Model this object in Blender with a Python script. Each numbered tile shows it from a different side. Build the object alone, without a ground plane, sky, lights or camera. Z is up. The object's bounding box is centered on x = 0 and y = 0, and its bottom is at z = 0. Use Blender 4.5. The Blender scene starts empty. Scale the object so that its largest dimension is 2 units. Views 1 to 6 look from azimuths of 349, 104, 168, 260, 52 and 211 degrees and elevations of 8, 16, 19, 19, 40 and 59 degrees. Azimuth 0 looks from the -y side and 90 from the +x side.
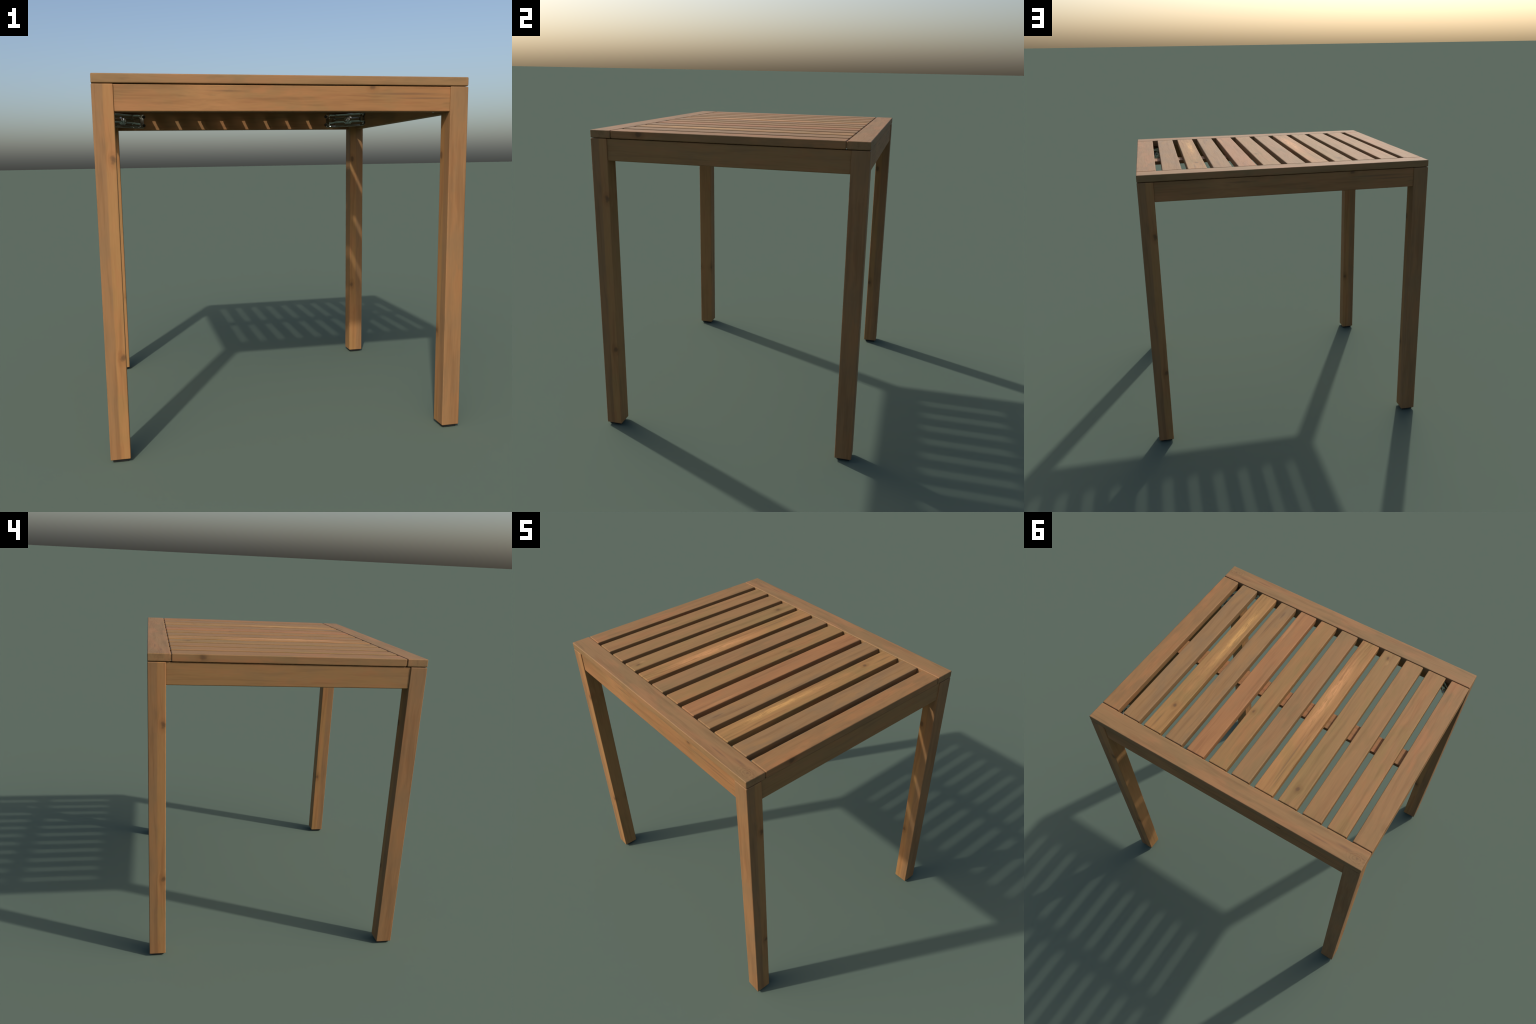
"""Slatted wooden garden table: two end rails, twelve slats, four aprons, four square
legs on black glides, a support batten, and pressed steel corner brackets underneath."""
import bpy, bmesh, math, random
from mathutils import Vector, Matrix

random.seed(7)

# ------------------------------------------------------------------ sizes (metres)
HALF_X, HALF_Y, HEIGHT = 1.000, 0.839, 2.000
BOARD = 0.0470                    # thickness of slats and rails
TOP_UNDERSIDE = HEIGHT - BOARD    # 1.953
RAIL_INNER_Y = 0.7085             # inner edge of the end rails
SLAT_END_Y = 0.7030
SLAT_COUNT, SLAT_WIDTH = 12, 0.1290
SLAT_PITCH = (2 * HALF_X - SLAT_WIDTH) / (SLAT_COUNT - 1)
LEG = 0.1053
LEG_TOP, LEG_BOTTOM = 1.9500, 0.0155
APRON_TOP, APRON_BOTTOM = 1.9496, 1.8168
APRON_FACE_Y, APRON_FACE_X = 0.8330, 0.9935
APRON_BOARD = 0.0530              # thickness of the aprons
EDGE = 0.0055                     # rounded edges


# ------------------------------------------------------------------ node helpers
class Graph:
    def __init__(self, name):
        self.mat = bpy.data.materials.new(name)
        self.mat.use_nodes = True
        self.nt = self.mat.node_tree
        self.nt.nodes.clear()

    def node(self, kind, **props):
        n = self.nt.nodes.new(kind)
        for k, v in props.items():
            setattr(n, k, v)
        return n

    def put(self, socket, value):
        if isinstance(value, bpy.types.NodeSocket):
            self.nt.links.new(value, socket)
        else:
            if isinstance(value, (tuple, list)) and socket.type == 'RGBA' and len(value) == 3:
                value = (*value, 1.0)
            socket.default_value = value

    def math(self, op, a, b=0.0, c=0.0, clamp=False):
        n = self.node('ShaderNodeMath', operation=op, use_clamp=clamp)
        for s, v in zip(n.inputs, (a, b, c)):
            self.put(s, v)
        return n.outputs[0]

    def vec(self, op, a, b=(0, 0, 0), scale=None):
        n = self.node('ShaderNodeVectorMath', operation=op)
        self.put(n.inputs[0], a)
        if op == 'SCALE':
            self.put(n.inputs['Scale'], scale)
        elif op != 'LENGTH':
            self.put(n.inputs[1], b)
        return n.outputs['Value'] if op in ('LENGTH', 'DOT_PRODUCT') else n.outputs[0]

    def noise(self, vector, detail=2.0, rough=0.5, distortion=0.0):
        n = self.node('ShaderNodeTexNoise')
        self.put(n.inputs['Vector'], vector)
        n.inputs['Scale'].default_value = 1.0
        n.inputs['Detail'].default_value = detail
        n.inputs['Roughness'].default_value = rough
        n.inputs['Distortion'].default_value = distortion
        return n.outputs['Fac']

    def ramp(self, value, lo, hi, out_lo=0.0, out_hi=1.0):
        n = self.node('ShaderNodeMapRange', interpolation_type='SMOOTHSTEP')
        for s, v in zip(n.inputs[:5], (value, lo, hi, out_lo, out_hi)):
            self.put(s, v)
        return n.outputs[0]

    def mix(self, fac, a, b, blend='MIX'):
        n = self.node('ShaderNodeMix', data_type='RGBA', blend_type=blend)
        self.put(n.inputs[0], fac)
        self.put(n.inputs[6], a)
        self.put(n.inputs[7], b)
        return n.outputs[2]

    def finish(self, colour, rough, normal=None, **extra):
        b = self.node('ShaderNodeBsdfPrincipled')
        self.put(b.inputs['Base Color'], colour)
        self.put(b.inputs['Roughness'], rough)
        for k, v in extra.items():
            self.put(b.inputs[k.replace('_', ' ').title().replace('Ior', 'IOR')], v)
        if normal is not None:
            self.nt.links.new(normal, b.inputs['Normal'])
        out = self.node('ShaderNodeOutputMaterial')
        self.nt.links.new(b.outputs[0], out.inputs[0])
        return self.mat


GAIN = (0.80, 0.75, 0.59)


def wood_tone(r, g, b):
    """8-bit tone of the wood as it looks in the sun -> base colour."""
    lin = [c / 255 / 12.92 if c <= 10 else ((c / 255 + 0.055) / 1.055) ** 2.4 for c in (r, g, b)]
    return tuple(min(1.0, v * k) for v, k in zip(lin, GAIN))


# ------------------------------------------------------------------ wood
def wood(name, seed, main, warm, cool, streak=0.35, knots=(), flames=(), half=None, patch=1.0, gouges=()):
    """Oiled acacia with the grain along the board's own X axis.
    main / warm / cool: tones that drift into each other along the grain
    streak: strength of the thin dark growth lines
    knots: (x, y, z, radius, swirl) dark round knots
    flames: (x, y, half_length, half_width, tone, strength) pale figured patches
    gouges: (x, y, z, half_length, half_width) short dark resin streaks
    half: tones of a second stave glued on at local y > 0"""
    g = Graph(name)
    rnd = random.Random(seed)
    shift = tuple(rnd.uniform(-40, 40) for _ in range(3))
    p = g.node('ShaderNodeTexCoord').outputs['Object']
    q = g.vec('ADD', p, shift)
    # slow sideways wander of the grain
    w = g.noise(g.vec('MULTIPLY', q, (1.7, 5.0, 5.0)), 2.0)
    sway = g.math('MULTIPLY', g.math('SUBTRACT', w, 0.5), 0.055)
    comb = g.node('ShaderNodeCombineXYZ')
    g.put(comb.inputs[1], sway)
    g.put(comb.inputs[2], sway)
    q = g.vec('ADD', q, comb.outputs[0])
    # grain bends round each knot
    ring_sum = None
    knot_masks = []
    for (kx, ky, kz, kr, swirl) in knots:
        d = g.vec('SUBTRACT', p, (kx, ky, kz))
        near = g.vec('LENGTH', g.vec('MULTIPLY', d, (0.62, 1.0, 0.75)))
        wob = g.math('MULTIPLY', g.math('SUBTRACT', g.noise(g.vec('SCALE', q, scale=45.0), 2.0), 0.5), kr * 0.9)
        near = g.math('ADD', near, wob)
        knot_masks.append((near, kr, swirl))
        sep = g.node('ShaderNodeSeparateXYZ')
        g.put(sep.inputs[0], d)
        pull = g.ramp(near, kr * 3.2, kr * 0.2, 0.0, 0.55)
        back = g.node('ShaderNodeCombineXYZ')
        g.put(back.inputs[1], g.math('MULTIPLY', sep.outputs[1], g.math('MULTIPLY', pull, -1.0)))
        g.put(back.inputs[2], g.math('MULTIPLY', sep.outputs[2], g.math('MULTIPLY', pull, -1.0)))
        q = g.vec('ADD', q, back.outputs[0])

    broad = g.noise(g.vec('MULTIPLY', q, (2.6, 13.0, 13.0)), 4.0, 0.60)
    drift = g.noise(g.vec('ADD', g.vec('MULTIPLY', q, (3.6, 10.0, 10.0)), (9.1, 3.3, 5.7)), 4.0, 0.62)
    bands = g.noise(g.vec('MULTIPLY', q, (1.8, 38.0, 38.0)), 3.0, 0.6)
    fibre = g.noise(g.vec('MULTIPLY', q, (7.0, 190.0, 190.0)), 3.0, 0.65)

    def tones(main, warm, cool):
        c = g.mix(g.ramp(broad, 0.44, 0.64, 0.0, 0.95 * patch), main, warm)
        return g.mix(g.ramp(drift, 0.47, 0.66, 0.0, 0.95 * patch), c, cool)

    col = tones(main, warm, cool)
    if half:
        sep = g.node('ShaderNodeSeparateXYZ')
        g.put(sep.inputs[0], p)
        joint = g.math('ADD', sep.outputs[1], g.math('MULTIPLY', g.math('SUBTRACT', w, 0.5), 0.012))
        col = g.mix(g.ramp(joint, -0.003, 0.005), col, tones(*half))
    # light and dark growth lines
    col = g.mix(g.ramp(bands, 0.46, 0.70, 0.0, min(1.0, streak * 1.2)), col, (0.60, 0.52, 0.46, 1), 'MULTIPLY')
    col = g.mix(g.ramp(bands, 0.44, 0.28, 0.0, streak * 0.5), col, (1.28, 1.24, 1.16, 1), 'MULTIPLY')
    col = g.mix(g.ramp(fibre, 0.35, 0.65, 0.0, 0.20), col, (0.80, 0.77, 0.74, 1), 'MULTIPLY')

    for (fx, fy, fl, fw, tone, strength) in flames:
        d = g.vec('MULTIPLY', g.vec('SUBTRACT', p, (fx, fy, 0.02)), (1 / fl, 1 / fw, 3.0))
        m = g.ramp(g.vec('LENGTH', d), 1.0, 0.15)
        lick = g.noise(g.vec('MULTIPLY', q, (9.0, 80.0, 80.0)), 4.0, 0.70, 0.6)
        col = g.mix(g.math('MULTIPLY', m, g.ramp(lick, 0.34, 0.62, 0.15 * strength, strength)), col, tone)

    for near, kr, swirl in knot_masks:
        if swirl:
            rings = g.math('SINE', g.math('MULTIPLY', near, 2 * math.pi / (kr * 0.42)))
            amount = g.math('MULTIPLY', g.ramp(rings, -0.2, 0.9, 0.0, 0.45), g.ramp(near, kr * 2.0, kr * 0.6))
            col = g.mix(amount, col, (0.62, 0.58, 0.55, 1), 'MULTIPLY')
            col = g.mix(g.ramp(near, kr * 0.5, kr * 0.1, 0.0, 0.35), col, wood_tone(108, 82, 62))
        else:
            col = g.mix(g.ramp(near, kr * 2.1, kr * 0.9, 0.0, 0.40), col, (0.72, 0.64, 0.52, 1), 'MULTIPLY')
            col = g.mix(g.ramp(near, kr, kr * 0.25, 0.0, 0.72), col, wood_tone(92, 66, 46))

    for (sx, sy, sz, sl, sw) in gouges:
        d = g.vec('MULTIPLY', g.vec('SUBTRACT', p, (sx, sy, sz)), (1 / sl, 1 / sw, 1 / sw))
        bend = g.math('ADD', g.vec('LENGTH', d), g.math('MULTIPLY', g.math('SUBTRACT', bands, 0.5), 1.6))
        col = g.mix(g.ramp(bend, 1.1, 0.1, 0.0, 0.55), col, wood_tone(104, 78, 62))

    bump = g.node('ShaderNodeBump')
    bump.inputs['Strength'].default_value = 0.12
    bump.inputs['Distance'].default_value = 0.002
    g.put(bump.inputs['Height'], fibre)
    rough = g.ramp(fibre, 0.3, 0.7, 0.66, 0.74)
    return g.finish(col, rough, bump.outputs[0], specular_ior_level=0.33)


def plain(name, colour, rough, **extra):
    g = Graph(name)
    n = g.noise(g.vec('SCALE', g.node('ShaderNodeTexCoord').outputs['Object'], scale=60.0), 3.0)
    col = g.mix(g.ramp(n, 0.35, 0.65, 0.0, 0.35), colour, tuple(c * 0.7 for c in colour))
    return g.finish(col, g.ramp(n, 0.3, 0.7, rough, rough * 1.3), **extra)


# ------------------------------------------------------------------ mesh helpers
def mesh_from(name, bm):
    me = bpy.data.meshes.new(name)
    bmesh.ops.recalc_face_normals(bm, faces=bm.faces)
    bm.to_mesh(me)
    bm.free()
    return me


def plank(name, length, width, height, edge=EDGE):
    """Board with softened edges, centred, grain along X."""
    bm = bmesh.new()
    bmesh.ops.create_cube(bm, size=1.0)
    bmesh.ops.scale(bm, vec=(length, width, height), verts=bm.verts)
    bmesh.ops.bevel(bm, geom=list(bm.edges), offset=edge, segments=3, profile=0.5, affect='EDGES', clamp_overlap=True)
    me = mesh_from(name, bm)
    me.shade_smooth()
    return me


def disc_stack(name, profile, sides=32, phase=0.0):
    """Solid of revolution round Z from (radius, z) pairs, closed at both ends."""
    bm = bmesh.new()
    rings = []
    for r, z in profile:
        rings.append([bm.verts.new((r * math.cos(phase + 2 * math.pi * i / sides),
                                    r * math.sin(phase + 2 * math.pi * i / sides), z)) for i in range(sides)])
    for a, b in zip(rings, rings[1:]):
        for i in range(sides):
            j = (i + 1) % sides
            bm.faces.new((a[i], a[j], b[j], b[i]))
    bm.faces.new(rings[0][::-1])
    bm.faces.new(rings[-1])
    return mesh_from(name, bm)


collection = bpy.context.scene.collection


def add(name, data, parent, location=(0, 0, 0), rotation=(0, 0, 0), material=None, weighted=True):
    o = bpy.data.objects.new(name, data)
    collection.objects.link(o)
    o.parent = parent
    o.location = location
    o.rotation_euler = rotation
    if material:
        if not data.materials:
            data.materials.append(material)
        o.material_slots[0].link = 'OBJECT'
        o.material_slots[0].material = material
    if weighted:
        m = o.modifiers.new('weighted_normals', 'WEIGHTED_NORMAL')
        m.keep_sharp = True
    return o


# ------------------------------------------------------------------ the table
table = bpy.data.objects.new('wooden_table', None)
collection.objects.link(table)
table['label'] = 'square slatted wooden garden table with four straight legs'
table['category'] = 'garden table'

T = wood_tone
QUARTER = math.pi / 2

# ---- slats: grain along world Y; local +x = +Y, local +y = -X after a quarter turn
slat_looks = [
    # from +x to -x; knots are (x = world y, y = -(world x - centre), z, radius, swirl)
    dict(main=T(148, 113, 79), warm=T(160, 115, 79), cool=T(139, 107, 76), streak=0.22,
         knots=[(-0.528, -0.064, 0.006, 0.017, 0)]),
    dict(main=T(146, 115, 84), warm=T(151, 117, 82), cool=T(139, 112, 85), streak=0.28),
    dict(main=T(157, 121, 80), warm=T(168, 126, 84), cool=T(150, 121, 80), streak=0.45,
         knots=[(0.47, 0.012, 0.0235, 0.015, 0)], gouges=[(0.62, -0.012, 0.0235, 0.09, 0.006)],
         flames=[(-0.28, 0.018, 0.50, 0.036, T(212, 166, 108), 0.85), (0.12, 0.0, 0.34, 0.05, T(184, 138, 94), 0.5)]),
    dict(main=T(148, 116, 83), warm=T(153, 117, 81), cool=T(139, 112, 84), streak=0.38,
         gouges=[(-0.60, 0.012, 0.0235, 0.05, 0.010), (-0.45, -0.02, 0.0235, 0.12, 0.007)]),
    dict(main=T(159, 114, 80), warm=T(165, 118, 82), cool=T(154, 115, 82), streak=0.34,
         flames=[(-0.45, -0.045, 0.3, 0.018, T(188, 138, 98), 0.6)]),
    dict(main=T(151, 117, 79), warm=T(160, 117, 79), cool=T(145, 117, 78), streak=0.32,
         knots=[(0.235, -0.035, 0.0235, 0.013, 0)]),
    dict(main=T(147, 115, 83), warm=T(151, 115, 82), cool=T(141, 114, 82), streak=0.25),
    dict(main=T(164, 123, 82), warm=T(172, 127, 86), cool=T(158, 124, 81), streak=0.55,
         flames=[(-0.16, -0.015, 0.50, 0.050, T(212, 156, 112), 0.85)],
         gouges=[(0.42, 0.014, 0.0235, 0.28, 0.008), (0.55, 0.030, 0.0235, 0.16, 0.006)]),
    dict(main=T(150, 118, 82), warm=T(155, 119, 81), cool=T(146, 119, 80), streak=0.32,
         knots=[(0.575, 0.0, 0.0235, 0.016, 0), (-0.645, -0.010, 0.0235, 0.012, 0)],
         flames=[(-0.605, 0.006, 0.035, 0.013, T(196, 160, 116), 0.7)]),
    dict(main=T(150, 116, 81), warm=T(154, 117, 82), cool=T(144, 114, 78), streak=0.24),
    dict(main=T(151, 116, 81), warm=T(160, 118, 81), cool=T(147, 117, 78), streak=0.34),
    dict(main=T(150, 115, 81), warm=T(162, 115, 80), cool=T(142, 112, 79), streak=0.26,
         knots=[(0.528, 0.064, 0.006, 0.017, 0)]),
]
slat_mesh = plank('slat', 2 * SLAT_END_Y, SLAT_WIDTH, BOARD)
# tenon bar that ties each slat into the end rails
bm = bmesh.new()
bm.from_mesh(slat_mesh)
bar = bmesh.ops.create_cube(bm, size=1.0)['verts']
bmesh.ops.scale(bm, vec=(2 * RAIL_INNER_Y + 0.03, SLAT_WIDTH - 0.013, BOARD - 0.012), verts=bar)
bm.to_mesh(slat_mesh)
bm.free()
for i, look in enumerate(slat_looks):
    mat = wood('slat_wood', 100 + i, **look)
    x = HALF_X - SLAT_WIDTH / 2 - i * SLAT_PITCH
    add('slat', slat_mesh, table, (x, 0, HEIGHT - BOARD / 2), (0, 0, QUARTER), mat)

# ---- end rails across the slat ends
rail_width = HALF_Y - RAIL_INNER_Y
rail_mesh = plank('end_rail', 2 * HALF_X, rail_width, BOARD)
rail_wood = wood('rail_wood', 31, T(148, 116, 84), T(155, 116, 84), T(141, 113, 82), streak=0.34,
                 knots=[(0.940, -0.012, 0.0235, 0.030, 1)], gouges=[(0.850, 0.012, 0.0235, 0.075, 0.013), (0.70, -0.02, 0.0235, 0.10, 0.007)])
rail_y = (HALF_Y + RAIL_INNER_Y) / 2
for k in (0, 1):
    add('end_rail', rail_mesh, table, (0, -rail_y if k == 0 else rail_y, HEIGHT - BOARD / 2), (0, 0, math.pi * k), rail_wood)

# ---- aprons under the top
apron_h = APRON_TOP - APRON_BOTTOM
apron_z = (APRON_TOP + APRON_BOTTOM) / 2
inner_x, inner_y = HALF_X - LEG, HALF_Y - LEG
long_apron = plank('apron', 2 * inner_x + 0.006, APRON_BOARD, apron_h, 0.0060)
short_apron = plank('apron', 2 * inner_y + 0.006, APRON_BOARD, apron_h, 0.0060)
long_wood = wood('apron_wood', 52, T(157, 115, 79), T(165, 118, 82), T(149, 115, 80), streak=0.36,
                 knots=[(0.4478, -APRON_BOARD / 2, 0.060, 0.015, 0)],
                 gouges=[(0.62, -APRON_BOARD / 2, 0.026, 0.28, 0.008), (0.74, -APRON_BOARD / 2, 0.004, 0.20, 0.006),
                         (-0.33, -APRON_BOARD / 2, 0.036, 0.14, 0.006)],
                 flames=[(-0.42, -APRON_BOARD / 2, 0.25, 0.05, T(176, 132, 92), 0.45)])
short_wood = wood('apron_wood', 57, T(154, 118, 80), T(160, 117, 80), T(149, 116, 82), streak=0.28)
for k in (0, 1):
    s = -1 if k == 0 else 1
    add('apron', long_apron, table, (0, s * (APRON_FACE_Y - APRON_BOARD / 2), apron_z), (0, 0, math.pi * k), long_wood)
    add('apron', short_apron, table, (-s * (APRON_FACE_X - APRON_BOARD / 2), 0, apron_z), (0, 0, math.pi * k + QUARTER), short_wood)

# ---- support batten under the slats
batten_t = 0.0265
batten_half = APRON_FACE_X - APRON_BOARD + 0.002
batten_mesh = plank('support_batten', 2 * batten_half, 0.130, batten_t, 0.003)
add('support_batten', batten_mesh, table, (0, 0, TOP_UNDERSIDE - batten_t / 2 - 0.0008), (0, 0, 0),
    wood('batten_wood', 71, T(158, 114, 80), T(164, 112, 80), T(150, 114, 80), streak=0.4))

# ---- legs: one two-stave leg turned a quarter from corner to corner.
# local X = up the leg, local y > 0 is the golden stave, local z = outward face
leg_h = LEG_TOP - LEG_BOTTOM
leg_mid = (LEG_TOP + LEG_BOTTOM) / 2
leg_mesh = plank('leg', leg_h, LEG, LEG, 0.005)
leg_wood = wood('leg_wood', 83, T(150, 114, 82), T(155, 114, 80), T(144, 112, 83), streak=0.34,
                half=(T(166, 125, 84), T(168, 121, 82), T(160, 123, 82)),
                knots=[(1.583 - leg_mid, 0.036, 0.048, 0.018, 0), (0.570 - leg_mid, 0.038, 0.048, 0.018, 0),
                       (1.583 - leg_mid, 0.036, -0.048, 0.018, 0), (0.570 - leg_mid, 0.038, -0.048, 0.018, 0)])
glide_mesh = disc_stack('glide', [(0.0530, 0.0), (0.0560, 0.002), (0.0560, LEG_BOTTOM + 0.004)], 4, math.pi / 4)
glide_plastic = plain('glide_plastic', (0.010, 0.010, 0.010), 0.5)
cx, cy = HALF_X - LEG / 2, HALF_Y - LEG / 2
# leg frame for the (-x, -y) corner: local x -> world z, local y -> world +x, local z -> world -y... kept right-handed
base = Matrix(((0, 1, 0), (0, 0, 1), (1, 0, 0)))      # columns: images of local x, y, z
for k, (sx, sy) in enumerate(((-1, -1), (1, -1), (1, 1), (-1, 1))):
    turn = Matrix.Rotation(k * QUARTER, 3, 'Z') @ base
    leg = add('leg', leg_mesh, table, (sx * cx, sy * cy, leg_mid), turn.to_euler(), leg_wood)
    local = turn.inverted() @ Vector((0, 0, -leg_mid))
    add('glide', glide_mesh, leg, local, turn.inverted().to_euler(), glide_plastic, weighted=False)

# ------------------------------------------------------------------ corner brackets
# Pressed steel strip: flat flange on each apron, raised diagonal web between them.
steel = plain('bracket_steel', (0.50, 0.53, 0.51), 0.09, metallic=1.0)
bolt_steel = plain('bolt_steel', (0.60, 0.61, 0.59), 0.14, metallic=1.0)
hole_dark = plain('painted_hole_dark', (0.030, 0.018, 0.010), 0.7)  # dark of the holes painted on thin raised discs, nothing is cut

WEB = 0.214            # length of the diagonal web
FLANGE = 0.079         # length of each flange along its apron
BRACKET_H = 0.100
BRACKET_Z = 1.8834
SHEET = 0.0040
NOTCH_R, NOTCH_V = 0.0115, 0.031
COS45 = math.cos(math.pi / 4)


def smooth(t):
    t = max(0.0, min(1.0, t))
    return t * t * (3 - 2 * t)


def strip_relief(s, v):
    """How far the pressed strip stands out at s along, v up (metres from its centre)."""
    end = WEB / 2 + FLANGE - abs(s)
    along = smooth((end - 0.024) / 0.018)
    half = 0.016 + 0.011 * smooth((0.034 - abs(s)) / 0.018)     # central rib swells round the bolt
    # the rib flares where it runs out on the flange
    half += 0.006 * smooth((0.075 - end) / 0.030)
    rib = smooth((half - abs(v)) / 0.006)
    lip = smooth((abs(v) - 0.039) / 0.005)                      # long edges rolled forward
    seat = smooth((0.021 - math.hypot(s, v)) / 0.006)           # flat dish for the washer
    return along * (0.011 * rib + 0.006 * lip - 0.006 * seat)


def strip_path(s):
    """Place and facing of the strip at s: web along local X, flanges bent 45 degrees forward."""
    side = 1 if s > 0 else -1
    over = abs(s) - WEB / 2
    bend = smooth((over + 0.006) / 0.012)                       # softened fold
    ang = bend * math.pi / 4
    if over <= 0:
        place = Vector((s, 0, 0))
    else:
        place = Vector((side * (WEB / 2 + over * COS45), over * COS45, 0))
    return place, Vector((-side * math.sin(ang), math.cos(ang), 0))


def bracket_mesh():
    """Strip in its own frame: along X, height along Z, +Y faces the table's middle."""
    bm = bmesh.new()
    nu, nv = 150, 44
    rows = []
    for i in range(nu + 1):
        s0 = (WEB / 2 + FLANGE) * (2 * i / nu - 1)
        row = []
        for j in range(nv + 1):
            v = -BRACKET_H / 2 + BRACKET_H * j / nv
            s = s0
            tail = abs(s0) - (WEB / 2 + FLANGE - 0.024)
            dv = abs(abs(v) - NOTCH_V)
            if tail > 0 and dv < NOTCH_R:                       # half-round notches at the dark discs
                cut = math.sqrt(NOTCH_R ** 2 - dv ** 2)
                s = math.copysign(abs(s0) - cut * tail / 0.024, s0)
            place, n = strip_path(s)
            row.append(bm.verts.new(place + n * strip_relief(s, v) + Vector((0, 0, v))))
        rows.append(row)
    for i in range(nu):
        for j in range(nv):
            bm.faces.new((rows[i][j], rows[i + 1][j], rows[i + 1][j + 1], rows[i][j + 1]))
    me = mesh_from('corner_bracket', bm)
    me.shade_smooth()
    return me


bracket_data = bracket_mesh()
bolt_data = disc_stack('bolt', [(0.0085, -0.060), (0.0085, 0.020), (0.0070, 0.023)], 20)
nut_data = disc_stack('nut', [(0.0165, 0.0), (0.0190, 0.002), (0.0190, 0.011), (0.0160, 0.0135)], 6)
washer_data = disc_stack('washer', [(0.0200, 0.0), (0.0212, 0.001), (0.0212, 0.003), (0.0200, 0.004)], 32)
rivet_data = disc_stack('rivet', [(0.0062, -0.001), (0.0062, 0.002), (0.0038, 0.0040)], 16)
hole_disc_data = disc_stack('hole_disc', [(0.0112, -0.0030), (0.0112, 0.0008), (0.0070, 0.0012)], 24)
for me in (bolt_data, washer_data, rivet_data, hole_disc_data):
    me.shade_smooth()

face_y, face_x = APRON_FACE_Y - APRON_BOARD, APRON_FACE_X - APRON_BOARD
stand = SHEET / 2 + 0.0008
half_span = WEB / 2 * COS45
ahead = (-QUARTER, 0, 0)                        # round parts' z axis -> bracket +Y
for sx in (-1, 1):
    for sy in (-1, 1):
        mid = Vector((sx * (face_x - stand - half_span), sy * (face_y - stand - half_span), BRACKET_Z))
        facing = Vector((-sx, -sy, 0)).normalized()
        yaw = math.atan2(-facing.x, facing.y)   # local +Y -> facing
        b = add('corner_bracket', bracket_data, table, mid, (0, 0, yaw), steel, weighted=False)
        sheet = b.modifiers.new('sheet', 'SOLIDIFY')
        sheet.thickness = SHEET
        sheet.offset = 0.0
        y0 = 0.005 + SHEET / 2
        add('washer', washer_data, b, (0, y0, 0), ahead, bolt_steel, weighted=False)
        add('nut', nut_data, b, (0, y0 + 0.004, 0), ahead, bolt_steel, weighted=False)
        add('bolt', bolt_data, b, (0, y0 + 0.004, 0), ahead, bolt_steel, weighted=False)
        for u in (-1, 1):
            for v in (-1, 1):
                for kind, data, dist, mat in (('rivet', rivet_data, FLANGE - 0.027, bolt_steel),
                                              ('hole_disc', hole_disc_data, FLANGE + 0.0010, hole_dark)):
                    place, n = strip_path(u * (WEB / 2 + dist))
                    lift = SHEET / 2 if kind == 'rivet' else -stand
                    pos = place + n * lift + Vector((0, 0, v * (0.033 if kind == 'rivet' else NOTCH_V)))
                    add(kind, data, b, pos, n.to_track_quat('Z', 'Y').to_euler(), mat, weighted=False)
